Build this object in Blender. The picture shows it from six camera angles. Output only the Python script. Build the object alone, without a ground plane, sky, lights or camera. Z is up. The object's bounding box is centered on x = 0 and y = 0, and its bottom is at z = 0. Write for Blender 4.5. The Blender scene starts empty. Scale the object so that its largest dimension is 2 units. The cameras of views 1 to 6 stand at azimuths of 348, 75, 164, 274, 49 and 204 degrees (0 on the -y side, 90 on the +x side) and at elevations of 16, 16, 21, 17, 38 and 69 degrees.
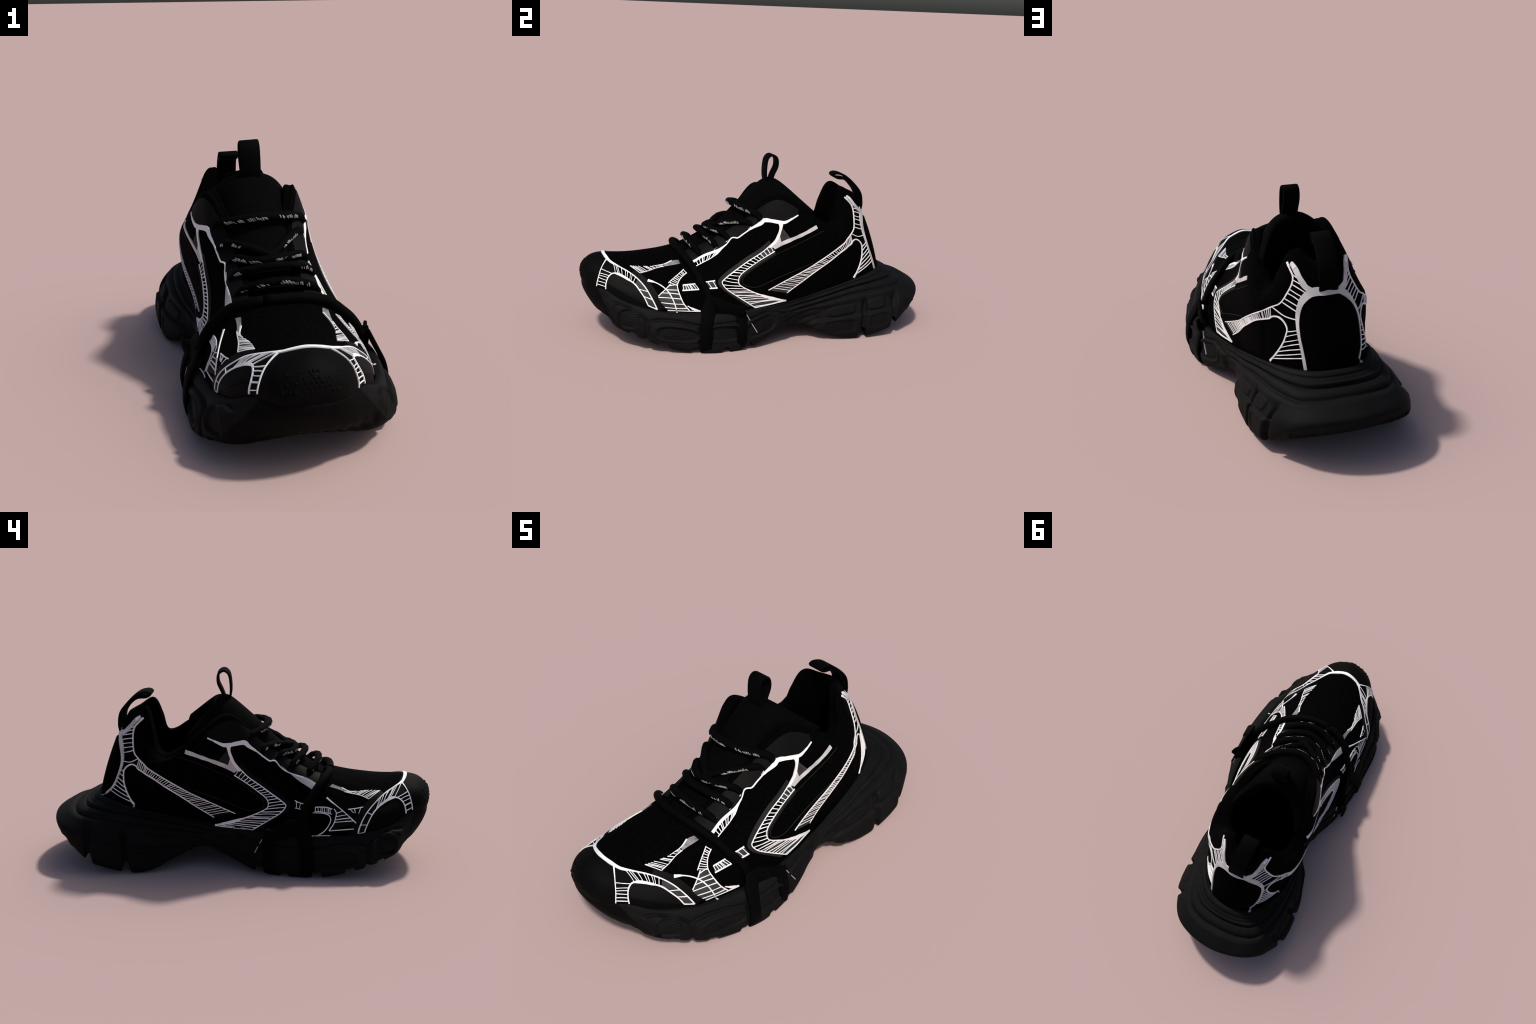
import bpy, bmesh, math, random
import numpy as np
from mathutils import Vector, noise
from mathutils.bvhtree import BVHTree

random.seed(7)

# ------------------------------------------------------------------ helpers
def smooth(a, b, x):
    t = np.clip((x - a) / (b - a), 0, 1)
    return t * t * (3 - 2 * t)

def lerp_table(table, x):
    xs = [p[0] for p in table]; ys = [p[1] for p in table]
    return np.interp(x, xs, ys)

def catmull(P, n, closed=False):
    """Catmull-Rom through the rows of P (any trailing shape), n steps per span."""
    P = np.asarray(P, float); m = len(P)
    out = []
    spans = m if closed else m - 1
    for i in range(spans):
        if closed:
            a, b, c, d = P[(i - 1) % m], P[i], P[(i + 1) % m], P[(i + 2) % m]
        else:
            b, c = P[i], P[i + 1]
            a = P[i - 1] if i > 0 else 2 * b - c
            d = P[i + 2] if i + 2 < m else 2 * c - b
        for k in range(n):
            t = k / n
            out.append(0.5 * (2 * b + (c - a) * t + (2 * a - 5 * b + 4 * c - d) * t * t + (3 * b - a - 3 * c + d) * t ** 3))
    if not closed:
        out.append(P[-1])
    return np.array(out)

def make_mesh(name, verts, faces, mat=None, parent=None, smooth_angle=None, shade=True):
    me = bpy.data.meshes.new(name)
    me.from_pydata([tuple(map(float, v)) for v in verts], [], faces)
    me.update()
    bm = bmesh.new(); bm.from_mesh(me)
    bmesh.ops.recalc_face_normals(bm, faces=bm.faces)
    bm.to_mesh(me); bm.free()
    if shade:
        for p in me.polygons: p.use_smooth = True
    ob = bpy.data.objects.new(name, me)
    bpy.context.scene.collection.objects.link(ob)
    if mat: me.materials.append(mat)
    if parent: ob.parent = parent
    if smooth_angle:
        me.set_sharp_from_angle(angle=math.radians(smooth_angle))
    return ob

def grid_faces(nu, nv, close_u=False, close_v=False):
    f = []
    for i in range(nu if close_u else nu - 1):
        for j in range(nv if close_v else nv - 1):
            a = i * nv + j; b = ((i + 1) % nu) * nv + j
            c = ((i + 1) % nu) * nv + (j + 1) % nv; d = i * nv + (j + 1) % nv
            f.append((a, b, c, d))
    return f

def resample(P, n):
    P = np.asarray(P, float)
    d = np.r_[0, np.cumsum(np.linalg.norm(np.diff(P, axis=0), axis=1))]
    t = np.linspace(0, d[-1], n)
    return np.stack([np.interp(t, d, P[:, k]) for k in range(P.shape[1])], 1)

# ------------------------------------------------------------------ materials
def material(name, base, rough=0.6, spec=0.4, vary=0.25, scale=30.0, bump=0.0, bump_scale=200.0, kind='noise', metallic=0.0, sheen=0.0, stretch=(1, 1, 1)):
    m = bpy.data.materials.new(name); m.use_nodes = True
    nt = m.node_tree; N = nt.nodes; L = nt.links
    b = N['Principled BSDF']
    b.inputs['Roughness'].default_value = rough
    b.inputs['Specular IOR Level'].default_value = spec
    b.inputs['Metallic'].default_value = metallic
    if sheen: b.inputs['Sheen Weight'].default_value = sheen
    tc = N.new('ShaderNodeTexCoord'); mp = N.new('ShaderNodeMapping')
    mp.inputs['Scale'].default_value = stretch
    L.new(tc.outputs['Object'], mp.inputs['Vector'])
    if kind == 'knit':
        nz = N.new('ShaderNodeTexVoronoi'); nz.inputs['Scale'].default_value = bump_scale; fac = nz.outputs['Distance']
    else:
        nz = N.new('ShaderNodeTexNoise'); nz.inputs['Scale'].default_value = scale; nz.inputs['Detail'].default_value = 4; fac = nz.outputs['Fac']
    L.new(mp.outputs['Vector'], nz.inputs['Vector'])
    cr = N.new('ShaderNodeValToRGB')
    c = np.array(base if hasattr(base, '__len__') else (base,) * 3, float)
    cr.color_ramp.elements[0].position = 0.3; cr.color_ramp.elements[1].position = 0.7
    cr.color_ramp.elements[0].color = tuple(c * (1 - vary)) + (1,)
    cr.color_ramp.elements[1].color = tuple(c * (1 + vary)) + (1,)
    L.new(fac, cr.inputs['Fac'])
    L.new(cr.outputs['Color'], b.inputs['Base Color'])
    if bump:
        if kind == 'knit':
            t = N.new('ShaderNodeTexVoronoi'); t.inputs['Scale'].default_value = bump_scale; out = t.outputs['Distance']
        elif kind == 'wave':
            t = N.new('ShaderNodeTexWave'); t.inputs['Scale'].default_value = bump_scale; t.inputs['Distortion'].default_value = 2; out = t.outputs['Fac']
        else:
            t = N.new('ShaderNodeTexNoise'); t.inputs['Scale'].default_value = bump_scale; out = t.outputs['Fac']
        L.new(mp.outputs['Vector'], t.inputs['Vector'])
        bp = N.new('ShaderNodeBump'); bp.inputs['Strength'].default_value = bump; bp.inputs['Distance'].default_value = 0.004
        L.new(out, bp.inputs['Height']); L.new(bp.outputs['Normal'], b.inputs['Normal'])
    return m

M_SOLE = material('black_rubber', 0.0042, 0.7, 0.08, 0.2, 14, 0.15, 120)
M_BUMPER = material('toe_rubber', 0.0013, 0.7, 0.06, 0.2, 14, 0.2, 90)
M_MESH = material('black_knit', (0.0010, 0.0009, 0.0009), 0.9, 0.02, 0.4, 40, 0.6, 75, 'knit', stretch=(1, 1, 1.6))
M_LINING = material('black_lining', (0.0010, 0.0009, 0.0010), 0.95, 0.02, 0.2, 30, 0.2, 250)
M_TONGUE = material('tongue_fabric', 0.0013, 0.9, 0.03, 0.2, 30, 0.25, 250)
M_STAY = material('grey_synthetic', 0.0024, 0.65, 0.08, 0.12, 25, 0.05, 150)
M_TRIM = material('dark_trim', 0.014, 0.65, 0.1, 0.15, 30)
M_CELL = material('smoke_film', 0.034, 0.6, 0.1, 0.35, 25)
M_WHITE = material('white_reflective', (0.80, 0.79, 0.79), 0.5, 0.5, 0.06, 35)
M_SILVER = material('silver_film', (0.52, 0.51, 0.51), 0.45, 0.5, 0.22, 14)
M_GREYFILM = material('faded_film', (0.20, 0.195, 0.195), 0.55, 0.2, 0.75, 22)
M_LACE = material('black_cord', 0.0011, 0.85, 0.04, 0.2, 60, 0.5, 160)
M_WEB = material('black_webbing', 0.0010, 0.8, 0.04, 0.2, 60, 0.4, 200)

M_FLECK = material('lace_fleck', (0.30, 0.29, 0.29), 0.7, 0.2, 0.5, 60)

shoe = bpy.data.objects.new('sneaker', None)
bpy.context.scene.collection.objects.link(shoe)
shoe["label"] = "black chunky running sneaker with white sketched line graphics"
shoe["category"] = "shoe"

# ------------------------------------------------------------------ lofted shells
# centre line (x) of the sole and of the top of the upper, by y
CX_SOLE = [(-1, -.055), (-.8, -.045), (-.6, -.018), (-.3, .008), (0, .014), (.2, .0), (.5, -.04), (.8, -.056), (1, -.058)]
CX_BASE = [(-1, -.058), (-.6, -.026), (-.3, .0), (0, .004), (.3, -.02), (.5, -.034), (.75, -.05)]
CX_TOP = [(-1, -.06), (-.6, -.054), (-.2, -.048), (.1, -.053), (1, -.055)]

def loft(rings, nu, nv, cx_of):
    """rings: list of half perimeters [(half width, y, z)...] toe centre -> heel centre.
    Returns grid (u around, v across rings, 3)."""
    net = []
    for k, r in enumerate(rings):
        full = [(a, b, c) for a, b, c in r] + [(-a, b, c) for a, b, c in r[-2:0:-1]]
        net.append(full)
    net = np.array(net, float).transpose(1, 0, 2)          # stations, rings, 3
    g = catmull(net, nu, closed=True)                       # dense in u
    g = catmull(g.transpose(1, 0, 2), nv).transpose(1, 0, 2)
    nr = len(rings) - 1
    fr = np.linspace(0, nr, g.shape[1])
    out = g.copy()
    for j in range(g.shape[1]):
        out[:, j, 0] = cx_of(g[:, j, 1], fr[j]) + g[:, j, 0]
    return out, fr

# ---- upper: rings from bite line to the opening, then over the rim and down inside
U = [
 # base, hidden in the sole
 [(0,-.975,.27),(.11,-.955,.27),(.195,-.87,.265),(.262,-.76,.225),(.304,-.6,.19),(.325,-.42,.18),(.326,-.22,.185),(.299,-.02,.195),(.268,.18,.22),(.262,.33,.25),(.248,.45,.28),(.222,.56,.305),(.172,.66,.325),(.09,.735,.33),(0,.752,.33)],
 [(0,-.998,.34),(.112,-.969,.335),(.195,-.866,.325),(.255,-.745,.295),(.294,-.59,.265),(.308,-.41,.265),(.299,-.22,.285),(.284,-.02,.305),(.273,.18,.325),(.277,.33,.345),(.26,.45,.37),(.223,.55,.395),(.165,.637,.42),(.088,.705,.435),(0,.725,.44)],
 [(0,-.977,.41),(.114,-.933,.399),(.181,-.83,.37),(.222,-.72,.345),(.262,-.57,.33),(.269,-.40,.34),(.268,-.21,.375),(.274,-.02,.415),(.281,.18,.435),(.283,.34,.445),(.266,.45,.46),(.219,.535,.49),(.154,.608,.53),(.085,.669,.545),(0,.69,.545)],
 [(0,-.90,.455),(.096,-.862,.431),(.156,-.783,.400),(.196,-.68,.384),(.222,-.55,.377),(.224,-.39,.40),(.216,-.205,.46),(.24,-.01,.53),(.271,.18,.55),(.281,.34,.55),(.262,.442,.56),(.213,.508,.60),(.142,.562,.65),(.08,.626,.645),(0,.653,.64)],
 [(0,-.72,.448),(.075,-.705,.44),(.125,-.655,.426),(.152,-.585,.424),(.168,-.49,.430),(.174,-.36,.47),(.175,-.185,.548),(.223,.01,.655),(.262,.175,.65),(.265,.33,.61),(.246,.42,.592),(.20,.472,.66),(.136,.512,.75),(.075,.59,.715),(0,.622,.705)],
 # rim
 [(0,-.49,.474),(.038,-.486,.474),(.07,-.472,.474),(.092,-.44,.479),(.105,-.39,.495),(.115,-.28,.55),(.128,-.12,.652),(.194,.045,.79),(.23,.195,.718),(.238,.305,.643),(.224,.368,.61),(.198,.415,.625),(.168,.435,.72),(.127,.472,.812),(.072,.55,.785),(0,.592,.768)],
 [(0,-.485,.478),(.034,-.48,.478),(.063,-.466,.478),(.083,-.438,.483),(.095,-.39,.499),(.105,-.28,.555),(.115,-.115,.659),(.176,.053,.803),(.205,.20,.732),(.211,.305,.655),(.198,.368,.622),(.172,.412,.638),(.143,.438,.735),(.104,.475,.827),(.06,.535,.80),(0,.576,.784)],
 # lining
 [(0,-.47,.465),(.03,-.468,.465),(.055,-.455,.465),(.072,-.43,.468),(.083,-.385,.482),(.092,-.28,.53),(.10,-.11,.635),(.142,.06,.775),(.175,.20,.71),(.18,.30,.64),(.168,.36,.608),(.143,.40,.622),(.115,.432,.705),(.078,.468,.80),(.045,.52,.772),(0,.556,.76)],
 [(0,-.55,.40),(.04,-.54,.40),(.09,-.50,.38),(.14,-.44,.37),(.17,-.38,.36),(.19,-.26,.38),(.20,-.1,.42),(.19,.06,.50),(.192,.20,.50),(.188,.30,.49),(.175,.39,.49),(.148,.47,.52),(.105,.53,.55),(.06,.60,.55),(0,.615,.55)],
 [(0,-.60,.28),(.05,-.58,.28),(.12,-.52,.27),(.17,-.44,.26),(.20,-.36,.26),(.215,-.24,.26),(.22,-.1,.26),(.215,.06,.27),(.21,.20,.28),(.205,.30,.29),(.195,.42,.30),(.17,.53,.31),(.12,.61,.32),(.06,.66,.325),(0,.67,.325)],
]
for k, ring_pts in enumerate(U):           # rings without the extra collar station get it half way
    if len(ring_pts) == 15:
        m = tuple((np.array(ring_pts[10]) + np.array(ring_pts[11])) / 2)
        ring_pts.insert(11, m)
def cx_upper(y, fr):
    k = min(fr / 5.0, 1.0)
    return (1 - k) * lerp_table(CX_BASE, y) + k * lerp_table(CX_TOP, y)

def shear(P):
    """left side of the throat sits a little further forward than the right one"""
    P = np.array(P, float)
    y, zz = P[..., 1], P[..., 2]
    w = np.exp(-((y - .03) / .27) ** 2) * smooth(.32, .62, zz)
    P[..., 1] = y + .115 * (P[..., 0] + .05) * w
    P[..., 2] = zz + .10 * (P[..., 0] + .05) * np.exp(-((y - .34) / .12) ** 2) * smooth(.5, .62, zz)   # collar dips lower on the left
    return P

GU, frU = loft(U, 16, 10, cx_upper)
GU = shear(GU)
nu, nv = GU.shape[:2]
LIN = 62   # first lining column
out_cols = LIN + 1
upper_all = make_mesh('upper_shell', GU[:, :out_cols].reshape(-1, 3), grid_faces(nu, out_cols, close_u=True), M_MESH, shoe)
inner = GU[:, LIN:]
iv = list(inner.reshape(-1, 3)); nin = inner.shape[1]
ifc = grid_faces(nu, nin, close_u=True)
ring = [i * nin + nin - 1 for i in range(nu)]
ctr = len(iv); iv.append(inner[:, -1].mean(0) - np.array([0, 0, .005]))
ifc += [(ring[i], ring[(i + 1) % nu], ctr) for i in range(nu)]
lining = make_mesh('lining', iv, ifc, M_LINING, shoe)

# ---- sole
S = [
 [(0,-.965,.30),(.09,-.945,.30),(.178,-.868,.295),(.248,-.77,.25),(.298,-.62,.215),(.322,-.45,.205),(.327,-.28,.205),(.315,-.1,.212),(.29,.07,.225),(.272,.22,.25),(.262,.36,.28),(.238,.52,.315),(.178,.655,.338),(.12,.715,.346),(.065,.738,.348),(0,.745,.35)],
 [(0,-.987,.30),(.112,-.962,.30),(.198,-.876,.298),(.266,-.775,.252),(.318,-.62,.216),(.345,-.45,.206),(.351,-.28,.206),(.336,-.1,.213),(.299,.07,.226),(.28,.22,.252),(.272,.36,.284),(.256,.52,.318),(.202,.662,.342),(.142,.735,.35),(.08,.765,.352),(0,.774,.354)],
 [(0,-.987,.27),(.118,-.963,.268),(.212,-.88,.268),(.28,-.78,.238),(.334,-.62,.198),(.364,-.45,.187),(.37,-.28,.187),(.348,-.1,.195),(.30,.07,.207),(.28,.22,.23),(.283,.36,.262),(.27,.52,.296),(.23,.68,.318),(.165,.77,.322),(.095,.803,.324),(0,.814,.326)],
 [(0,-.965,.225),(.124,-.948,.225),(.226,-.882,.235),(.292,-.79,.215),(.348,-.62,.17),(.376,-.45,.16),(.384,-.28,.155),(.355,-.1,.168),(.31,.07,.178),(.287,.22,.197),(.297,.36,.232),(.29,.52,.262),(.266,.69,.28),(.21,.815,.285),(.12,.86,.292),(0,.872,.296)],
 [(0,-.93,.175),(.128,-.916,.175),(.236,-.866,.19),(.302,-.79,.18),(.366,-.62,.14),(.383,-.45,.125),(.384,-.28,.12),(.358,-.1,.13),(.312,.07,.145),(.288,.22,.165),(.318,.36,.178),(.33,.52,.202),(.32,.70,.218),(.265,.855,.238),(.16,.935,.256),(0,.96,.264)],
 [(0,-.885,.15),(.128,-.872,.145),(.238,-.842,.145),(.305,-.78,.135),(.374,-.62,.09),(.388,-.45,.07),(.39,-.28,.065),(.362,-.1,.08),(.308,.07,.112),(.28,.22,.135),(.332,.36,.12),(.352,.52,.12),(.35,.72,.15),(.29,.88,.178),(.178,.963,.205),(0,.998,.215)],
 [(0,-.81,.122),(.12,-.805,.112),(.222,-.80,.1),(.293,-.75,.09),(.362,-.61,.05),(.383,-.45,.012),(.384,-.28,0),(.35,-.1,.018),(.296,.07,.086),(.27,.20,.105),(.322,.33,.052),(.346,.52,.010),(.342,.73,.052),(.288,.81,.08),(.16,.86,.1),(0,.878,.105)],
 [(0,-.70,.1),(.09,-.70,.095),(.17,-.68,.085),(.22,-.64,.07),(.27,-.55,.045),(.28,-.42,.016),(.28,-.28,.006),(.25,-.1,.026),(.22,.07,.1),(.2,.20,.112),(.24,.33,.042),(.25,.50,.012),(.24,.66,.05),(.19,.72,.07),(.1,.76,.09),(0,.77,.1)],
]
CREASE = [(-.91,.29),(-.87,.262),(-.846,.24),(-.79,.243),(-.72,.213),(-.661,.165),(-.59,.176),(-.5,.172),(-.4,.15),(-.22,.158),(-.11,.168),(-.016,.192),(.06,.182),(.102,.171)]
WINDOWS = [(-.757,.170,.052,.047,.0),(-.508,.103,.112,.036,-.08),(-.262,.105,.095,.042,.0),(-.045,.125,.09,.05,.25)]
NOTCH = [(-.733,.016,.03),(-.578,.022,.03),(-.412,.024,.03),(-.25,.018,.028),(-.12,.018,.028),(.572,.017,.045),(.765,.017,.04)]

def sole_relief(G, fr):
    """pods, windows, grooves and tread notches pressed into the smooth sole"""
    du = np.roll(G, -1, 0) - np.roll(G, 1, 0)
    dv = np.gradient(G, axis=1)
    N = np.cross(du, dv); N /= np.linalg.norm(N, axis=2)[..., None] + 1e-9
    c = np.array([-.03, 0, .15])
    N *= np.sign(((G - c) * N * np.array([1, .6, .3])).sum(2).mean())
    x, y, zz = G[..., 0], G[..., 1], G[..., 2]
    hw = np.abs(x - lerp_table(CX_SOLE, y))
    F = np.broadcast_to(fr[None, :], y.shape)
    d = np.zeros_like(y)
    side = smooth(1.6, 2.2, F) * (1 - smooth(6.0, 6.5, F))
    front = smooth(-.86, -.82, y) * (1 - smooth(.09, .13, y))
    zc = lerp_table(CREASE, y)
    below = smooth(-.008, .012, zc - zz)
    d += side * front * (.010 * below - .009 * np.exp(-((zz - zc) / .007) ** 2))
    for yg, wd in ((-.668, .011), (-.388, .010), (-.142, .010)):         # gaps between the pods
        d -= side * front * below * .013 * np.exp(-((y - yg) / wd) ** 2)
    for yc, z0, ry, rz, tilt in WINDOWS:
        a = (y - yc) / ry; b = (zz - z0 - tilt * (y - yc)) / rz
        r = (np.abs(a) ** 2.6 + np.abs(b) ** 2.6) ** (1 / 2.6)
        ins = 1 - smooth(.88, 1.02, r)
        rim = np.exp(-((r - 1.12) / .09) ** 2)
        rib = .0012 * np.sin((zz - z0 - tilt * (y - yc)) * 520)
        d += side * (ins * (-.010 + rib) + .004 * rim)
    # heel: two rounded steps under the upper, pods with a shelf, vertical grooves
    heel = smooth(.0, .30, y)
    for f0, wd, dp in ((1.55, .10, -.005), (2.12, .10, .006), (2.38, .09, -.011), (2.85, .18, .004), (3.2, .09, -.010), (3.55, .16, .004)):
        d += heel * dp * np.exp(-((F - f0) / wd) ** 2)
    hp = smooth(.26, .32, y) * smooth(3.6, 4.0, F) * (1 - smooth(6.0, 6.4, F)) * (1 - smooth(.76, .78, y))
    shelf = .125 + .10 * (y - .42)
    d += hp * (.008 - .018 * smooth(-.004, .012, zz - shelf))
    for yc, z0, ry, rz, tilt, dp in ((.43, .078, .095, .036, .06, -.007), (.668, .105, .058, .040, .14, -.007),      # framed faces
                                     (.44, .168, .088, .026, .12, .009), (.655, .198, .058, .028, .14, .009)):         # pillows above the shelf
        a = (y - yc) / ry; b = (zz - z0 - tilt * (y - yc)) / rz
        r = (np.abs(a) ** 4 + np.abs(b) ** 4) ** .25
        d += side * dp * (1 - smooth(.84, 1.04, r))
    for yg, wd in ((.572, .015), (.765, .016)):
        d -= smooth(3.5, 4.2, F) * (1 - smooth(6.6, 7, F)) * .022 * np.exp(-(np.abs((y - yg - .12 * (zz - .1)) / wd)) ** 3) * (hw > .15)
    rear = smooth(.82, .86, y) * side
    a = (np.abs(x + .06) - .215) / .062; b = (zz - .15) / .026
    r = (np.abs(a) ** 4 + np.abs(b) ** 4) ** .25
    d += rear * (-.007 * (1 - smooth(.85, 1.0, r)) + .003 * np.exp(-((r - 1.15) / .1) ** 2))
    # arch: flowing lines
    ar = smooth(.05, .15, y) * (1 - smooth(.26, .34, y)) * side
    d += ar * .002 * np.sin(zz * 190 - y * 60)
    # toe bumper wrinkles
    toe = (1 - smooth(-.86, -.80, y)) * smooth(3.4, 4.6, F)
    d += toe * .003 * np.sin((x + .06) * 130 + zz * 60 * np.sign(x + .06))
    H = G + N * d[..., None]
    low = smooth(5.45, 5.95, F)
    lift = np.zeros_like(y)
    for yc, wd, h in NOTCH:
        lift = np.maximum(lift, h * (1 - smooth(wd * .75, wd * 1.25, np.abs(y - yc))))
    H[..., 2] += low * lift
    sx = x - lerp_table(CX_SOLE, y)
    H[..., 2] += smooth(4.6, 6.0, F) * (.022 * np.exp(-((y - .32) / .08) ** 2) * (1 - smooth(-.15, 0, sx)) - .016 * np.exp(-((y - .17) / .07) ** 2) * smooth(0, .15, sx))
    H[..., 2] = np.maximum(H[..., 2], 0.0)
    return H

def cx_sole(y, fr): return lerp_table(CX_SOLE, y)
GS, frS = loft(S, 48, 18, cx_sole)
GS = sole_relief(GS, frS)
ns, ms = GS.shape[:2]
sv = list(GS.reshape(-1, 3)); sf = grid_faces(ns, ms, close_u=True)
ring = [i * ms + ms - 1 for i in range(ns)]
half = ns // 2
for i in range(half):          # close underneath, left edge to right edge
    a, b = ring[i], ring[(i + 1)]
    c, d = ring[(ns - i - 1) % ns], ring[(ns - i) % ns]
    if len({a, b, c, d}) == 4: sf.append((a, b, c, d))
    elif len({a, b, c, d}) == 3: sf.append(tuple(dict.fromkeys((a, b, c, d))))
sole_all = make_mesh('sole', sv, sf, M_SOLE, shoe)

def split_by_region(ob, regions):
    """separate faces of one smooth surface into named parts that share border vertices and normals.
    regions: list of (name, material, test(centres) -> mask); the last one takes the rest."""
    me = ob.data
    n = len(me.polygons)
    cen = np.empty(n * 3); me.polygons.foreach_get('center', cen); cen = cen.reshape(-1, 3)
    vn = np.array([tuple(v.vector) for v in me.vertex_normals])
    co = np.array([tuple(v.co) for v in me.vertices])
    free = np.ones(n, bool); parts = []
    for name, mat, test in regions:
        mask = free & (test(cen) if test else True); free &= ~mask
        idx = np.nonzero(mask)[0]
        polys = [tuple(me.polygons[i].vertices) for i in idx]
        used = sorted({v for p in polys for v in p}); remap = {v: k for k, v in enumerate(used)}
        m2 = bpy.data.meshes.new(name)
        m2.from_pydata([tuple(co[v]) for v in used], [], [tuple(remap[v] for v in p) for p in polys])
        m2.update()
        for p in m2.polygons: p.use_smooth = True
        m2.normals_split_custom_set_from_vertices([tuple(vn[v]) for v in used])
        m2.materials.append(mat)
        o2 = bpy.data.objects.new(name, m2); bpy.context.scene.collection.objects.link(o2)
        o2.parent = ob.parent; parts.append(o2)
    bpy.data.objects.remove(ob)
    return parts

def in_bumper(c):
    h = np.abs(c[:, 0] - lerp_table(CX_SOLE, c[:, 1]))
    return (c[:, 1] < -.70) & (h < .175 + (.30 - c[:, 2]) * .75)
TARGET_SOLE = BVHTree.FromPolygons([tuple(v) for v in sv], sf)
split_by_region(sole_all, [('toe_bumper', M_BUMPER, in_bumper), ('midsole', M_SOLE, None)])

# ---- tongue
rows = [(-.50,.45,.10,.0,.02),(-.35,.528,.115,.02,.035),(-.2,.635,.14,.05,.05),(-.1,.735,.175,.11,.09),(0,.825,.2,.15,.13),(.05,.862,.205,.165,.158),
        (.09,.868,.205,.165,.16),(.125,.852,.195,.16,.16),(.13,.78,.185,.15,.14),(.06,.62,.15,.1,.08),(-.08,.49,.12,.05,.05),(-.3,.42,.1,.02,.03)]
rows = catmull(rows, 8)
tv = []; ncol = 41
for yc, zc, w, b, d in rows:
    for k in range(ncol):
        s = -1 + 2 * k / (ncol - 1)
        q = abs(s) ** 2.5
        tv.append((-.05 + w * s, yc + b * q, zc - d * q))
tv = shear(np.array(tv))
tf = grid_faces(len(rows), ncol)
n = len(rows)
for i in range(n // 2):       # side closings between the outer and inner leaf
    a, b, c, d = i, i + 1, n - 2 - i, n - 1 - i
    if b >= c: break
    tf.append((a * ncol, b * ncol, c * ncol, d * ncol))
    tf.append((a * ncol + ncol - 1, d * ncol + ncol - 1, c * ncol + ncol - 1, b * ncol + ncol - 1))
tongue = make_mesh('tongue', tv, tf, M_TONGUE, shoe)

# ---- ribbons and tubes
def ribbon(name, path, across, width, thick, mat, parent):
    """flat band along path; across: unit direction of the width"""
    P = np.array(path, float); n = len(P)
    T = np.gradient(P, axis=0); T /= np.linalg.norm(T, axis=1)[:, None]
    A = np.tile(np.array(across, float), (n, 1)) if np.ndim(across) == 1 else np.array(across, float)
    Nn = np.cross(T, A); Nn /= np.linalg.norm(Nn, axis=1)[:, None]
    w = np.broadcast_to(width, (n,))
    sec = [(-.5, -.3), (-.44, -.5), (.44, -.5), (.5, -.3), (.5, .3), (.44, .5), (-.44, .5), (-.5, .3)]
    v = []
    for i in range(n):
        for a, b in sec:
            v.append(P[i] + A[i] * a * w[i] + Nn[i] * b * thick)
    k = len(sec)
    f = grid_faces(n, k, close_v=True) + [tuple(range(k)), tuple((n - 1) * k + j for j in range(k))]
    return make_mesh(name, v, f, mat, parent, smooth_angle=40)

def tube(name, path, radius, mat, parent, seg=14, flat=1.0, bumps=0.0, seed=0):
    P = np.array(path, float); n = len(P)
    T = np.gradient(P, axis=0); T /= np.linalg.norm(T, axis=1)[:, None]
    up = np.array([0, 0, 1.0]); v = []
    r = np.broadcast_to(radius, (n,))
    for i in range(n):
        a = np.cross(T[i], up)
        if np.linalg.norm(a) < .05: a = np.cross(T[i], (0, 1, 0))
        a /= np.linalg.norm(a); b = np.cross(a, T[i])
        for k in range(seg):
            t = 2 * math.pi * k / seg
            rr = r[i] * (1 + bumps * math.sin(3 * t + i * .9))
            v.append(P[i] + a * rr * math.cos(t) + b * rr * flat * math.sin(t))
    f = grid_faces(n, seg, close_v=True) + [tuple(range(seg)), tuple((n - 1) * seg + j for j in range(seg))]
    return make_mesh(name, v, f, mat, parent)

# pull loop on the tongue
lp = catmull([(-.05, .058, .83), (-.05, .046, .885), (-.05, .046, .94), (-.05, .055, .985), (-.05, .08, 1.003), (-.05, .108, .985), (-.05, .111, .94), (-.05, .09, .89), (-.05, .07, .83)], 8)
lp[:, 0] -= (lp[:, 2] - .85) * .02
ribbon('tongue_pull_loop', lp, (1, .05, .03), .082, .012, M_WEB, shoe)
# pull loop on the heel
lp = catmull([(-.055, .632, .68), (-.056, .636, .72), (-.058, .624, .78), (-.062, .58, .835), (-.066, .525, .880), (-.07, .48, .893), (-.072, .46, .883), (-.07, .483, .866), (-.066, .53, .860), (-.062, .568, .832), (-.057, .606, .78), (-.056, .616, .72)], 8)
ribbon('heel_pull_loop', lp, (1, .0, .02), .088, .012, M_WEB, shoe)

#@DECALS
# ------------------------------------------------------------------ surface the graphics lie on
ov = [tuple(p) for p in GU[:, :out_cols].reshape(-1, 3)]
of = [tuple(f) for f in grid_faces(nu, out_cols, close_u=True)]
SKIN = BVHTree.FromPolygons(ov + [tuple(p) for p in sv], of + [tuple(i + len(ov) for i in f) for f in sf])
CORE = np.array([-.04, 0, .25])

def snap(P, h):
    """drop points on the shoe's skin, h above it"""
    out = []
    for p in np.asarray(P, float).reshape(-1, 3):
        q, nrm, _, _ = SKIN.find_nearest(Vector(p))
        nrm = np.array(nrm); q = np.array(q)
        ax = np.array([-.04, min(max(q[1], -.75), .5), .28])
        if nrm @ (q - ax) < 0: nrm = -nrm
        out.append(q + nrm * h)
    return np.array(out).reshape(np.shape(P))

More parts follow.
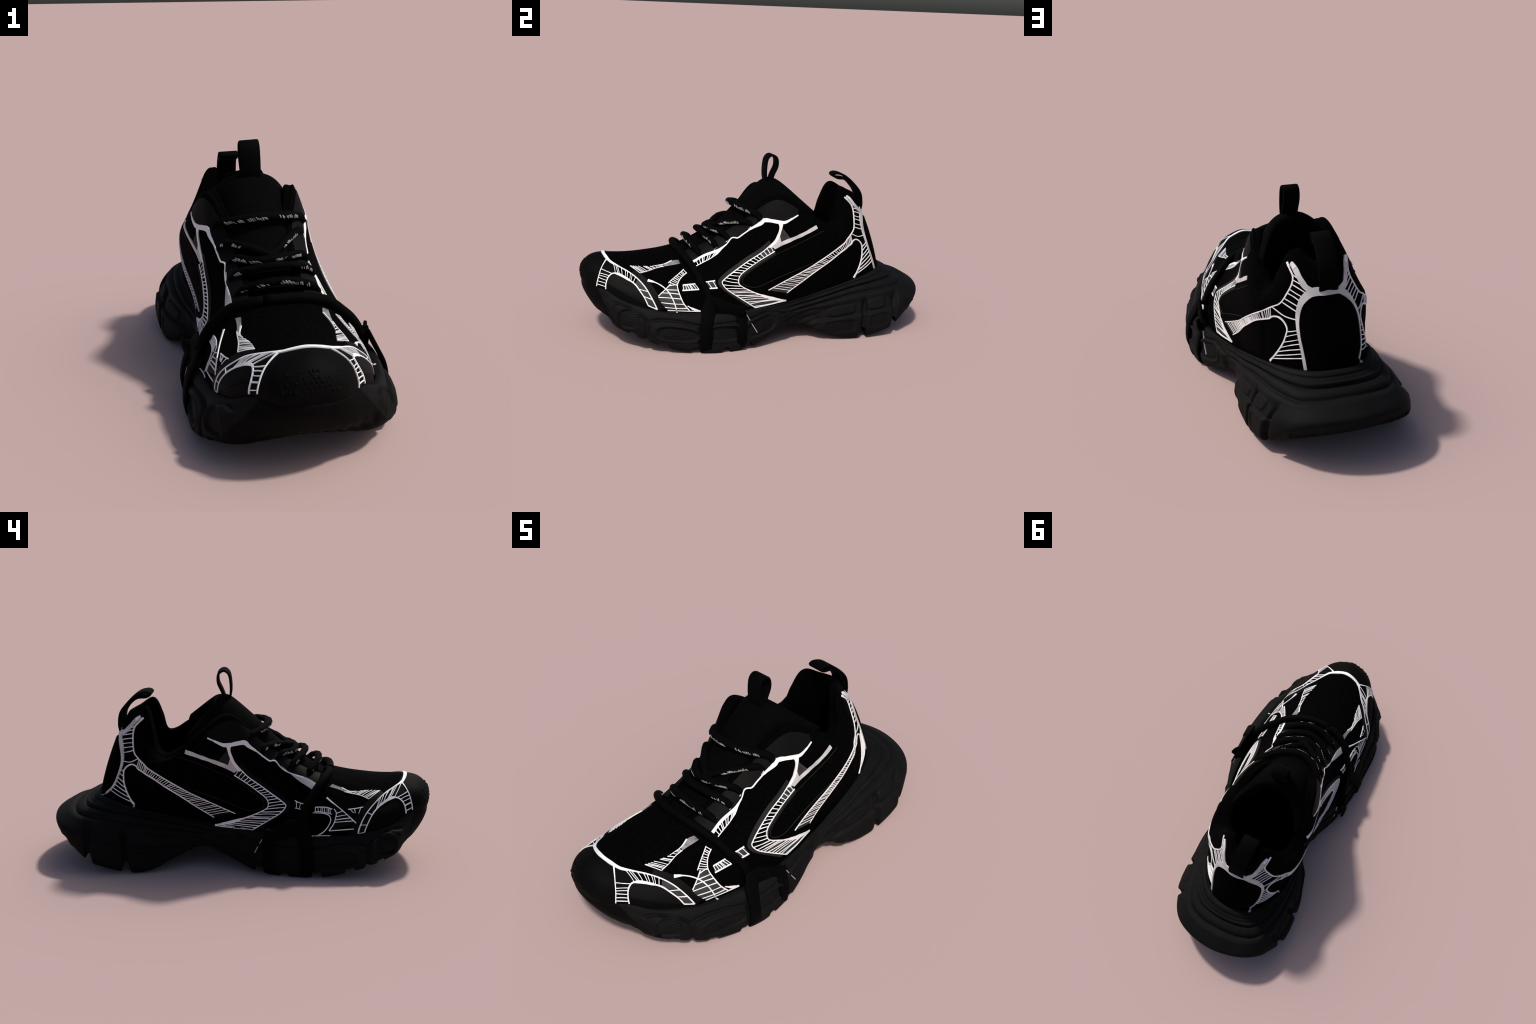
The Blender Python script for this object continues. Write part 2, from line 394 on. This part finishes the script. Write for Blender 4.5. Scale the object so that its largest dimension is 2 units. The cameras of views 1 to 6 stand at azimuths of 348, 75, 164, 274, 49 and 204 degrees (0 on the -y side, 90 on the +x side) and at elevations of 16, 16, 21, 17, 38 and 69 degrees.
def skin_normal(p):
    q, nrm, _, _ = SKIN.find_nearest(Vector(p)); nrm = np.array(nrm); q = np.array(q)
    ax = np.array([-.04, min(max(q[1], -.75), .5), .28])
    return nrm if nrm @ (q - ax) > 0 else -nrm

def mirror(P):
    """the same curve on the other side of the shoe"""
    P = np.array(P, float); out = []
    for x, y, zz in P:
        w = math.exp(-((y - .03) / .27) ** 2) * float(smooth(.32, .62, zz))
        y0 = y - .115 * (x + .05) * w
        k = min(max((zz - .2) / .4, 0), 1)
        cx = (1 - k) * lerp_table(CX_BASE, y) + k * lerp_table(CX_TOP, y)
        x1 = 2 * cx - x
        out.append((x1, y0 + .115 * (x1 + .05) * w, zz))
    return np.array(out)

def curve(P, step=.007):
    d = catmull(P, 12) if len(P) > 2 else np.asarray(P, float)
    L = np.linalg.norm(np.diff(d, axis=0), axis=1).sum()
    return resample(d, max(3, int(L / step) + 1))

class Sheet:
    """collects the pieces of one motif into one mesh"""
    def __init__(self): self.v = []; self.f = []
    def add(self, v, f):
        o = len(self.v); self.v += [tuple(p) for p in v]; self.f += [tuple(i + o for i in q) for q in f]
    def strip(self, P, width, h=.004, jitter=.10, step=.007, seed=None):
        """raised line along P; width may be a list that is spread along the line"""
        c = curve(P, step); n = len(c)
        w = np.interp(np.linspace(0, 1, n), np.linspace(0, 1, len(width)), width) if np.ndim(width) else np.full(n, width)
        rng = np.random.default_rng(len(self.v) + 11)
        w = np.where(w < .0115, w * .72, w)
        w = w * (1 + jitter * np.interp(np.arange(n), np.arange(0, n + 3, 3), rng.uniform(-1, 1, len(np.arange(0, n + 3, 3)))))
        base = snap(c, 0)
        T = np.gradient(base, axis=0); T /= np.linalg.norm(T, axis=1)[:, None] + 1e-9
        Nn = np.array([skin_normal(p) for p in base])
        A = np.cross(T, Nn); A /= np.linalg.norm(A, axis=1)[:, None] + 1e-9
        cols = []
        for k in (-.5, 0, .5):
            cols.append(base + A * (w * k)[:, None])
        lo = [snap(q, -.003) for q in (cols[0], cols[2])]
        hi = [snap(q, h) for q in cols]
        ring = np.stack([lo[0], hi[0] * .96 + hi[1] * .04, hi[1], hi[2] * .96 + hi[1] * .04, lo[1]], 1)
        k = ring.shape[1]
        f = grid_faces(n, k, close_v=True) + [tuple(range(k)), tuple((n - 1) * k + j for j in range(k))]
        self.add(ring.reshape(-1, 3), f)
    def patch(self, A, B, h=.003, across=8, step=.012):
        """sheet stretched between two lines"""
        a, b = curve(A, step), curve(B, step)
        n = max(len(a), len(b)); a, b = resample(a, n), resample(b, n)
        t = np.linspace(0, 1, across)[None, :, None]
        g = a[:, None] * (1 - t) + b[:, None] * t
        top = snap(g, h); bot = snap(g, -.004)
        m = across; N = n * m
        self.add(np.r_[top.reshape(-1, 3), bot.reshape(-1, 3)], grid_faces(n, m) + [tuple(N + i for i in q) for q in grid_faces(n, m)])
        edge = [i for i in range(m)] + [i * m + m - 1 for i in range(1, n)] + [(n - 1) * m + j for j in range(m - 2, -1, -1)] + [i * m for i in range(n - 2, 0, -1)]
        self.f += [tuple(q + len(self.v) - 2 * N for q in (edge[i], edge[(i + 1) % len(edge)], edge[(i + 1) % len(edge)] + N, edge[i] + N)) for i in range(len(edge))]
    def ladder(self, A, B, n, width=.005, power=1.0, t0=0.0, t1=1.0, slant=0.0, wob=.15, h=.004, reach=1.0):
        """rungs from line A to line B"""
        a, b = curve(A, .004), curve(B, .004)
        rng = np.random.default_rng(n * 17 + len(self.v))
        for k in range(n):
            t = t0 + (t1 - t0) * ((k + .5) / n) ** power + rng.uniform(-1, 1) * wob / n * (t1 - t0)
            ta, tb = np.clip(t, 0, 1), np.clip(t + slant, 0, 1)
            p = a[int(ta * (len(a) - 1))]; q = b[int(tb * (len(b) - 1))]
            mid = (p + q) / 2 + rng.uniform(-1, 1, 3) * .05 * np.linalg.norm(q - p)
            q = p + (q - p) * (reach if reach == 1 else rng.uniform(reach, 1))
            self.strip([p, mid * .5 + (p + q) * .25, q], [width * rng.uniform(.85, 1.1), width * rng.uniform(.75, 1.05)], h, .2)
    def done(self, name, mat, stuff=False):
        ob = make_mesh(name, self.v, self.f, mat, shoe, smooth_angle=50)
        if stuff: ob["kind"] = "stuff"
        return ob

# control points of the printed lines (right side r, left side l, or shared and mirrored)
C = {
    'chevron_outer': [(.205,.081,.608),(.207,.064,.578),(.210,.033,.544),(.216,-.026,.497),(.222,-.102,.452),(.237,-.183,.400),(.251,-.234,.366),(.261,-.250,.347),(.278,-.225,.313),(.294,-.157,.268),(.304,-.070,.211)],
    'chevron_inner': [(.225,.050,.508),(.234,-.042,.456),(.244,-.110,.413),(.252,-.145,.387),(.262,-.159,.362),(.272,-.153,.335),(.280,-.098,.304),(.284,-.045,.281),(.282,.035,.252),(.269,.115,.234)],
    'eyestay_line': [(.153,-.404,.435),(.142,-.334,.471),(.143,-.249,.503),(.137,-.205,.531),(.125,-.177,.561),(.129,-.160,.567),(.140,-.141,.568),(.143,-.108,.592),(.149,-.066,.623),(.160,-.022,.651),(.163,.003,.671),(.179,.043,.670),(.192,.083,.665),(.199,.112,.666),(.200,.146,.683),(.194,.185,.703)],
    'stem': [(.191,.083,.669),(.199,.088,.645),(.205,.078,.603),(.210,.057,.561),(.214,.022,.526)],
    'silver_bar': [(.224,.288,.642),(.230,.208,.602),(.223,.145,.573),(.219,.090,.549),(.218,.047,.526),(.221,.012,.504)],
    'panel_seam': [(.229,.325,.619),(.233,.180,.548),(.235,.038,.481),(.252,-.098,.400),(.264,-.138,.361),(.273,-.123,.332),(.275,-.056,.321),(.267,.026,.351),(.256,.163,.402),(.252,.272,.443)],
    'swoosh_upper': [(.276,.009,.300),(.260,.108,.345),(.254,.223,.401),(.250,.311,.453),(.236,.403,.509),(.209,.469,.549),(.172,.512,.583),(.139,.538,.607),(.107,.546,.656),(.085,.546,.698),(.078,.536,.728),(.084,.513,.754),(.088,.488,.778)],
    'swoosh_lower': [(.264,.119,.276),(.252,.204,.332),(.252,.291,.396),(.244,.372,.449),(.227,.443,.496),(.185,.511,.527),(.176,.521,.539),(.154,.546,.545),(.136,.573,.532),(.127,.595,.507),(.133,.599,.479),(.148,.594,.434),(.172,.572,.380),(.193,.537,.327)],
    'heel_stripe': [(.078,.705,.345),(.082,.680,.412),(.088,.646,.491),(.086,.623,.551),(.075,.611,.599),(.054,.610,.642),(.013,.620,.674),(-.048,.636,.677),(-.105,.625,.671),(-.140,.619,.645),(-.172,.607,.603),(-.199,.602,.545),(-.205,.622,.481),(-.197,.660,.404),(-.174,.729,.350)],
    'heel_horn': [(.075,.506,.778),(.065,.531,.758),(.055,.560,.727),(.039,.593,.693),(.013,.619,.676)],
    'toe_line_centre': [(.036,-.836,.435),(.002,-.859,.446),(-.047,-.869,.456),(-.097,-.863,.450),(-.146,-.844,.434)],
    'toe_arch_outer_r': [(.052,-.837,.429),(.084,-.799,.412),(.130,-.745,.389),(.170,-.700,.360),(.207,-.667,.327),(.241,-.642,.289),(.263,-.620,.247),(.272,-.606,.215)],
    'toe_arch_inner_r': [(.148,-.869,.304),(.140,-.866,.336),(.127,-.852,.366),(.121,-.827,.382),(.134,-.795,.377),(.159,-.756,.359),(.187,-.718,.336),(.220,-.693,.306),(.243,-.671,.274),(.257,-.652,.234)],
    'toe_leg_r': [(.031,-.856,.436),(.083,-.888,.402),(.105,-.904,.361),(.112,-.915,.312)],
    'toe_arch_outer_l': [(-.133,-.849,.438),(-.161,-.823,.427),(-.207,-.764,.401),(-.250,-.715,.370),(-.280,-.677,.334),(-.308,-.648,.298),(-.325,-.625,.248),(-.327,-.619,.216)],
    'toe_arch_inner_l': [(-.250,-.862,.304),(-.241,-.854,.344),(-.230,-.835,.370),(-.227,-.806,.380),(-.239,-.772,.372),(-.260,-.734,.351),(-.287,-.700,.322),(-.309,-.677,.289),(-.320,-.658,.248),(-.322,-.652,.225)],
    'toe_leg_l': [(-.146,-.846,.433),(-.188,-.870,.407),(-.214,-.886,.370),(-.229,-.896,.317)],
    'vamp_bone_a_r': [(.091,-.733,.412),(.104,-.675,.412),(.117,-.614,.413),(.116,-.551,.422),(.104,-.506,.437),(.112,-.469,.442)],
    'vamp_bone_b_r': [(.147,-.685,.385),(.142,-.638,.395),(.132,-.595,.406),(.129,-.552,.413),(.132,-.506,.420),(.137,-.462,.429)],
    'vamp_bone_a_l': [(-.202,-.731,.407),(-.205,-.678,.409),(-.222,-.606,.407),(-.225,-.572,.408),(-.213,-.534,.422),(-.203,-.486,.438)],
    'vamp_bone_b_l': [(-.250,-.672,.377),(-.239,-.629,.392),(-.234,-.582,.400),(-.230,-.548,.406),(-.223,-.515,.417),(-.221,-.471,.429)],
    'stay_hatch_r': [(.175,-.394,.416),(.168,-.346,.438),(.163,-.303,.458),(.155,-.259,.483)],
    'stay_band_l_a': [(-.209,-.223,.536),(-.216,-.258,.504),(-.215,-.317,.486),(-.216,-.365,.468)],
    'stay_band_l_b': [(-.228,-.308,.466),(-.238,-.352,.440),(-.248,-.395,.414)],
    'stay_band_l_c': [(-.227,-.327,.463),(-.224,-.370,.456),(-.225,-.414,.441)],
    'funnel_a_r': [(.171,-.449,.406),(.185,-.476,.387),(.201,-.508,.367),(.219,-.540,.345)],
    'funnel_b_r': [(.189,-.434,.391),(.204,-.466,.370),(.225,-.487,.347),(.241,-.493,.326),(.267,-.484,.290),(.290,-.466,.249),(.305,-.434,.209)],
    'web_left_r': [(.224,-.528,.342),(.238,-.555,.319),(.252,-.598,.284),(.271,-.580,.246),(.284,-.552,.214)],
    'web_arc_r': [(.187,-.648,.355),(.202,-.612,.347),(.223,-.578,.333),(.246,-.547,.308),(.269,-.526,.276),(.286,-.511,.237),(.318,-.505,.208)],
    'strip_up_r': [(.237,-.463,.336),(.242,-.396,.342)],
    'strip_low_r': [(.255,-.469,.311),(.264,-.379,.316)],
    'strip2_up_r': [(.245,-.350,.350),(.250,-.288,.358)],
    'strip2_low_r': [(.268,-.329,.320),(.272,-.278,.323)],
    'foot_r': [(.296,-.446,.237),(.305,-.414,.219),(.312,-.377,.208)],
    'foot_line_r': [(.284,-.552,.212),(.305,-.434,.209),(.313,-.377,.207)],
    'web_right_l': [(-.263,-.458,.385),(-.277,-.486,.365),(-.298,-.534,.333),(-.312,-.572,.303),(-.322,-.608,.272)],
    'web_left_l': [(-.296,-.496,.336),(-.305,-.507,.320),(-.316,-.505,.298),(-.327,-.495,.267),(-.333,-.472,.233)],
    'web_foot_l': [(-.333,-.472,.232),(-.332,-.536,.238),(-.328,-.597,.243)],
    'arc_l': [(-.306,-.388,.317),(-.307,-.440,.316),(-.312,-.471,.306),(-.321,-.480,.285),(-.329,-.469,.257),(-.333,-.446,.227),(-.333,-.418,.207)],
    'arc_foot_l': [(-.348,-.385,.205),(-.343,-.432,.207),(-.344,-.479,.208)],
    'strip_up_l': [(-.293,-.401,.343),(-.292,-.454,.343),(-.297,-.487,.335)],
    'strip_low_l': [(-.303,-.397,.324),(-.304,-.440,.321),(-.309,-.485,.312)],
    'strip2_up_l': [(-.281,-.296,.373),(-.285,-.320,.362),(-.288,-.358,.355)],
    'strip2_low_l': [(-.296,-.297,.338),(-.298,-.321,.333),(-.299,-.340,.331)],
    'tee_l': [(-.295,-.567,.335),(-.288,-.605,.338),(-.279,-.643,.343)],
    'tee_low_l': [(-.301,-.591,.320),(-.301,-.624,.315)],
    'scratch_r': [(.364,-.135,.197),(.369,-.104,.144),(.367,-.072,.093)],
    'scratch_l': [(-.346,-.135,.185),(-.347,-.096,.112)],
}

PRINT_W = .0058
def both(key): return [np.array(C[key]), mirror(C[key])]

for side in (0, 1):
    co, ci = both('chevron_outer')[side], both('chevron_inner')[side]
    su, sl = both('swoosh_upper')[side], both('swoosh_lower')[side]
    ey, st, bar, seam = (both(k)[side] for k in ('eyestay_line', 'stem', 'silver_bar', 'panel_seam'))
    # dark trim around the chevron
    s = Sheet()
    a, b = resample(curve(co[2:], .004), 60), resample(curve(ci, .004), 60)
    u = (a - b) / np.linalg.norm(a - b, axis=1)[:, None]
    k = np.array([1, 2, 3, 2, 1.0]); sm = lambda q: np.stack([np.convolve(np.pad(q[:, j], 2, 'edge'), k / k.sum(), 'valid') for j in range(3)], 1)
    u = sm(sm(u))
    s.patch(a[::3], (a + u * .026)[::3], .0024, 5)
    s.patch(b[:52:3], (b - u * .015)[:52:3], .0024, 4)
    s.done('chevron_trim', M_STAY if side else M_TRIM)  # left trim given a blacker material: side shade painted into its colour
    s = Sheet()
    s.patch(co[-3:], [ci[7], ci[8], ci[9]], .0028, 8)
    s.patch(co[2:4], ci[0:2], .0028, 6)
    s.done('chevron_film', M_STAY if side else M_CELL)  # left film darkened to carry the shadow on that side
    s = Sheet()
    s.strip(co, [.010, .008, .007, .008, .007, .007, .008], .0045)
    s.strip(ci, [.008, .006, .006, .006, .007, .010, .018, .006], .0045)
    s.strip([co[-1], (co[-1] + ci[-1]) / 2, ci[-1]], [.007, .008, .010], .0045)
    s.ladder(co[2:8], ci[:6], 15, PRINT_W, 1.0, .0, 1.0, 0, .08)
    s.ladder(co[7:], ci[5:], 10, PRINT_W, 1.0, .0, 1.0, 0, .08)
    s.done('chevron_stripe', M_WHITE)
    # throat outline, stem and bar
    s = Sheet()
    s.strip(ey[1:], [.010, .009, .008, .008, .010, .010, .012, .024, .020, .021, .012, .010], .0045)
    s.strip(st, [.028, .015, .016, .014, .010], .0047)
    s.done('throat_stripe', M_WHITE)
    s = Sheet()
    s.strip(bar[:5], [.022, .020, .018, .022, .020], .0042)
    s.patch([bar[3], bar[4]], [st[2], st[4]], .004, 5)
    s.done('silver_bar', M_SILVER)
    s = Sheet()
    s.patch([bar[2], bar[3]], [st[1], st[2]], .003, 5)
    s.done('stem_film', M_TRIM if side else M_CELL)
    s = Sheet(); s.strip(seam, [.004, .0035, .003, .003, .004, .004, .004, .002], .0028); s.done('panel_seam', M_TRIM)
    # heel swoosh
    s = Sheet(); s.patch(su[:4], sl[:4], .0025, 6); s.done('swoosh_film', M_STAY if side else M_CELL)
    s = Sheet()
    s.strip(su, [.006, .006, .006, .007, .007, .008, .009, .010, .012], .0045)
    s.strip(sl, [.006, .007, .008, .008, .009, .010, .010, .010, .012], .0045)
    n1 = 6
    s.ladder(su[:n1 + 1], sl[:n1 + 1], 38, .0045, .80, .02, 1.0)
    hs = np.array(C['heel_stripe']); hr = hs[:6] if side == 0 else hs[::-1][:6]
    up = su[n1 + 1:-1]; hn = both('heel_horn')[side]
    s.ladder(up, [(hr[3] + hr[4]) / 2, hr[4], hr[5], hn[3], hn[2]], 7, PRINT_W, 1, .0, .9, 0, .1)
    s.strip([su[6], (su[6] + hr[3]) / 2 + [0, 0, -.012], hr[3]], PRINT_W)
    s.ladder(sl[9:], [(hr[2] + hr[3]) / 2, hr[2], hr[1], (hr[0] + hr[1]) / 2], 7, PRINT_W, 1, .0, .98, 0, .1)
    s.done('heel_stripe', M_WHITE)
    s = Sheet(); s.strip(hn, [.022, .028, .026, .03], .005, .1); s.done('heel_horn_film', M_SILVER)
    s = Sheet(); s.strip(hn[:2] + [0, 0, .004], [.014, .020], .0062, .3); s.done('heel_horn_tip', M_WHITE)
hs = np.array(C['heel_stripe'])
s = Sheet(); s.strip(hs, [.016, .015, .014, .016, .024, .034, .040, .036, .034, .030, .022, .014, .012, .012, .013], .0052, .05); s.done('heel_hoop', M_SILVER)
s = Sheet()
lo = hs[:6] + [-.022, .01, 0]; hi = hs[:-7:-1] + [.022, .01, 0]
lo[5] += [0, 0, -.02]; hi[5] += [0, 0, -.02]
s.patch(lo, hi, .008, 16)
s.done('heel_counter_panel', M_LINING)

for sd in ('r', 'l'):
    oa, ia, lg = C['toe_arch_outer_' + sd], C['toe_arch_inner_' + sd], C['toe_leg_' + sd]
    s = Sheet(); s.strip(np.array(oa)[2:] + [0, .024, .0], .034, .002, 0); s.done('toe_arch_trim', M_STAY)
    s = Sheet(); s.patch(ia[1:5], ia[:4:-1], .002, 8); s.done('toe_side_panel', M_STAY if sd == 'r' else M_BUMPER)
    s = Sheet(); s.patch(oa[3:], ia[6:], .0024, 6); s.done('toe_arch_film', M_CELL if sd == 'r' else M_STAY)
    s = Sheet()
    s.strip(oa, [.012, .010, .008, .008, .008, .010], .0045)
    s.strip(ia, [.008, .008, .010, .014, .012, .010, .009, .008, .008], .0045)
    s.strip(lg, [.010, .006, .006, .007], .0045)
    s.ladder(oa[:4], ia[3:7], 9, .0045, 1, .0, 1, .0, .5)
    s.ladder(oa[4:], ia[6:], 3, .006, 1, .0, 1.25)
    s.ladder(lg[1:], ia[3::-1], 6, .005, 1, .05, .97, 0, .4)
    s.strip([oa[-1], ia[-1]], .006, .0045)
    s.done('toe_arch_stripe', M_WHITE)
    a, b = C['vamp_bone_a_' + sd], C['vamp_bone_b_' + sd]
    s = Sheet()
    s.ladder(a[:4], b[:4], 13, .004, 1, .0, 1.0, .06, .6)
    s.strip(b[:4], .005, .0042); s.strip(a[2:5], [.003, .010], .0042)
    s.strip([a[0], b[0]], .005)
    s.done('vamp_stripe', M_WHITE)
    s = Sheet(); s.patch(a[3:], b[3:], .0032, 5); s.done('vamp_film', M_GREYFILM)

# forefoot web, right side
s = Sheet(); s.patch(C['web_left_r'], C['funnel_b_r'][2:], .0025, 8); s.done('web_film', M_CELL)
s = Sheet()
fa, fb, wl = C['funnel_a_r'], C['funnel_b_r'], C['web_left_r']
s.strip(fa, .006); s.strip(fb, [.007, .006, .006, .008, .008, .008]); s.strip(wl[:3], .007)
s.ladder(fa, fb[:4], 10, .0055, 1, .0, 1)
s.ladder(wl, fb[2:], 6, .0065, 1, .02, .98, 0, .1)
s.strip(C['web_arc_r'], [.016, .008, .008, .008, .008, .009])
s.strip(C['foot_line_r'], .006); s.strip(C['foot_r'], [.006, .014, .010])
for u, l, n in (('strip_up_r', 'strip_low_r', 7), ('strip2_up_r', 'strip2_low_r', 2)):
    s.strip(C[u], .010); s.strip(C[l], .010); s.ladder(C[u], C[l], n, .006, 1, 0, 1, .1, .3)
s.done('web_stripe', M_WHITE)
s = Sheet(); s.patch(C['strip_up_r'], C['strip_low_r'], .0025, 4); s.patch(C['strip2_up_r'], C['strip2_low_r'], .0025, 4); s.done('strip_film', M_CELL)
s = Sheet(); s.ladder(C['eyestay_line'][:4], C['stay_hatch_r'], 11, .006, 1, 0, 1, .05, .3); s.strip(C['stay_hatch_r'], .006)
s.strip(C['eyestay_line'][:4], [.014, .016, .010]); s.done('throat_hatch', M_WHITE)
# forefoot web, left side
s = Sheet()
wr, wl = C['web_right_l'], C['web_left_l']
s.strip(wr, [.012, .007, .007, .008]); s.strip(wl, .007); s.strip(C['web_foot_l'], .006)
s.ladder(wl[1:4], wr[2:], 4, .006, 1, 0, 1, 0, .1)
s.strip(C['arc_l'], [.005, .006, .006, .008]); s.strip(C['arc_foot_l'], .005)
for u, l, n in (('strip_up_l', 'strip_low_l', 8), ('strip2_up_l', 'strip2_low_l', 3)):
    s.strip(C[u], .007); s.strip(C[l], .005); s.ladder(C[u], C[l], n, .005, 1, 0, 1, .05, .3)
s.strip(C['tee_l'], .007); s.ladder(C['tee_l'], C['tee_low_l'], 3, .005)
s.done('web_stripe', M_WHITE)
s = Sheet(); s.patch(C['web_left_l'], C['web_right_l'][1:], .0022, 6); s.done('web_film', M_STAY)
s = Sheet(); s.patch(list(C['stay_band_l_a']) + [C['stay_band_l_c'][-1]], [C['stay_band_l_a'][0]] + list(C['stay_band_l_b']), .004, 6); s.done('throat_band', M_SILVER)
# toe line across the vamp edge
s = Sheet(); s.strip([C['toe_arch_outer_r'][1], C['toe_arch_outer_r'][0]] + list(C['toe_line_centre'])[1:] + [C['toe_arch_outer_l'][1]], [.010, .013, .017, .018, .018, .017, .013, .010], .0046, .08); s.done('toe_line', M_WHITE)
s = Sheet(); s.strip(C['scratch_r'], [.005, .007], .006, .1, .06); s.strip(C['scratch_l'], [.005, .006], .006, .1, .06); s.done('sole_scratch', M_SILVER)

# grey lace stays beside the throat
for side in (0, 1):
    ey = both('eyestay_line')[side]
    i0, i1 = int(16 * 3.6), int(16 * 7.9)
    rim = GU[i0:i1, 49] if side == 0 else GU[[(nu - i) % nu for i in range(i0, i1)], 49]
    s = Sheet(); s.patch(ey, rim[::4], .0022, 10); s.done('lace_stay', M_STAY)

# ------------------------------------------------------------------ laces
FLECKS = Sheet()
def lace(pts, r=.0185):
    p = catmull(pts, 10)
    # slanted pale flecks woven into the front of the cord, in broken runs
    d = resample(p[6:-6], 60); T = np.gradient(d, axis=0); T /= np.linalg.norm(T, axis=1)[:, None]
    rng = np.random.default_rng(int(abs(pts[0][1]) * 1e4)); on = rng.uniform(0, 1, 8) > .42
    for i in range(2, 58):
        if not on[i * 8 // 60] or rng.uniform() < .25: continue
        a = np.cross(T[i], (0, 0, 1.0)); a /= np.linalg.norm(a)
        if a[1] > 0: a = -a
        b = np.cross(a, T[i]); b = b if b[2] > 0 else -b
        t0 = rng.uniform(-.75, -.35); t1 = t0 + rng.uniform(.5, .9); sl = .008; w = .0022 * rng.uniform(.7, 1.4)
        q = []
        for t, k in ((t0, 0), ((t0 + t1) / 2, .5), (t1, 1)):
            n = a * math.cos(t) + b * .8 * math.sin(t)
            for e in (-1, 1):
                q.append(d[i] + n * (r + .0012) + T[i] * (sl * (k - .5) + e * w)); 
            for e in (1, -1):
                q.append(d[i] + n * (r - .002) + T[i] * (sl * (k - .5) + e * w))
        FLECKS.add(q, grid_faces(3, 4, close_v=True) + [(0, 1, 2, 3), (8, 9, 10, 11)])
    return tube('lace', p, r, M_LACE, shoe, seg=14, flat=.8, bumps=.06)
lace([(.150,-.015,.672),(.130,-.034,.700),(.06,-.10,.722),(-.05,-.148,.733),(-.15,-.13,.72),(-.205,-.078,.700),(-.222,-.055,.675)], .021)
lace([(.130,-.06,.632),(.115,-.09,.652),(.05,-.17,.640),(-.01,-.235,.615),(-.06,-.27,.60)])
lace([(-.215,-.12,.60),(-.2,-.14,.63),(-.14,-.20,.635),(-.08,-.245,.62),(-.02,-.275,.60),(.04,-.275,.59)])
lace([(.12,-.19,.557),(.095,-.222,.59),(.03,-.265,.598),(-.05,-.292,.598),(-.12,-.275,.592),(-.165,-.228,.592),(-.19,-.20,.565)])
lace([(.128,-.26,.515),(.105,-.282,.548),(.03,-.325,.578),(-.05,-.342,.585),(-.12,-.325,.572),(-.175,-.29,.55),(-.2,-.27,.52)])
lace([(.125,-.35,.472),(.095,-.374,.508),(.02,-.405,.538),(-.05,-.412,.545),(-.11,-.405,.535),(-.168,-.374,.51),(-.195,-.355,.475)])

FLECKS.done('lace_fleck', M_FLECK, True)
# pale stitched rims where the laces enter the stay on the right
s = Sheet()
for x, y, zz in ((.150,-.012,.675),(.128,-.075,.628),(.118,-.20,.558),(.126,-.268,.52),(.118,-.355,.482)):
    p = np.array([x, y, zz])
    s.strip([p + [-.004,-.006,.014], p + [.006,.012,.0], p + [.012,-.008,-.014]], [.004,.006,.004], .004, .2)
s.done('eyelet_rim', M_SILVER)

# ------------------------------------------------------------------ traction strap round the forefoot
cord = snap(catmull([(.325,-.325,.27),(.30,-.345,.33),(.235,-.375,.375),(.165,-.405,.42),(.06,-.455,.475),(-.05,-.475,.49),(-.15,-.46,.47),(-.24,-.405,.42),(-.305,-.36,.36),(-.345,-.33,.30),(-.355,-.315,.27)], 8), .017)
cord[:2] += [.006, 0, -.006]; cord[-2:] += [-.006, 0, -.006]
tube('strap_cord', cord, .0195, M_WEB, shoe, seg=16)
for sg in (1, -1):
    c = lambda x, y, zz: (sg * x + (.006 if sg > 0 else -.002), y, zz)
    def web(name, pts, w, across=(0, 1, 0)):
        return ribbon(name, catmull([c(*p) for p in pts], 6), across, np.interp(np.linspace(0, 1, (len(pts) - 1) * 6 + 1), np.linspace(0, 1, len(w)), w), .013, M_WEB, shoe)
    web('strap_leg', [(.332,-.330,.29),(.362,-.345,.225),(.392,-.358,.16),(.405,-.36,.09),(.402,-.36,.03),(.385,-.36,.006)], [.05,.075,.066,.062,.06,.058])
    web('strap_leg', [(.345,-.175,.235),(.362,-.165,.20),(.382,-.162,.14),(.392,-.165,.08),(.384,-.168,.02)], [.035,.062,.056,.052,.05])
    web('strap_bridge', [(.335,-.33,.275),(.347,-.28,.245),(.355,-.22,.222),(.362,-.16,.205)], [.05,.085,.075,.06], (0, .25, .97))
    web('strap_tab', [(.36,-.20,.20),(.378,-.172,.222),(.386,-.15,.248)], [.07,.06,.02], (0, .45, -.89))

# small studs on the toe tip
rng = np.random.default_rng(5); st = Sheet()
for i in range(15):
    for j in range(1, 7):
        if rng.uniform() < .35 + .06 * abs(i - 7): continue
        x = -.06 + (i - 7 + (j % 2) * .5) * .019; zz = .335 + j * .017
        q = snap(np.array([[x, -1.0, zz]]), .001)[0]; k = rng.uniform(.4, 1.1); r = .008 * k
        nrm = skin_normal(q); a = np.cross(nrm, (0, 0, 1)); a /= np.linalg.norm(a); b = np.cross(nrm, a)
        v = [q + nrm * .0036 * k] + [q + (a * math.cos(t) + b * math.sin(t)) * r * .6 + nrm * .002 * k for t in np.arange(6) * math.pi / 3] + [q + (a * math.cos(t) + b * math.sin(t)) * r - nrm * .003 for t in np.arange(6) * math.pi / 3]
        st.add(v, [(0, 1 + k, 1 + (k + 1) % 6) for k in range(6)] + [(1 + k, 7 + k, 7 + (k + 1) % 6, 1 + (k + 1) % 6) for k in range(6)])
st.done('toe_stud', M_BUMPER, True)

# ------------------------------------------------------------------ split the upper into its panels
def x_of(c): return c[:, 0] - lerp_table(CX_TOP, c[:, 1])
split_by_region(upper_all, [
    ('toe_box', M_BUMPER, lambda c: c[:, 1] < -.62 - (c[:, 2] - .22)),
    ('vamp', M_MESH, lambda c: c[:, 1] < -.42),
    ('heel_counter', M_LINING, lambda c: c[:, 1] > .53),
    ('quarter', M_MESH, lambda c: x_of(c) > 0),
    ('quarter', M_MESH, None)])
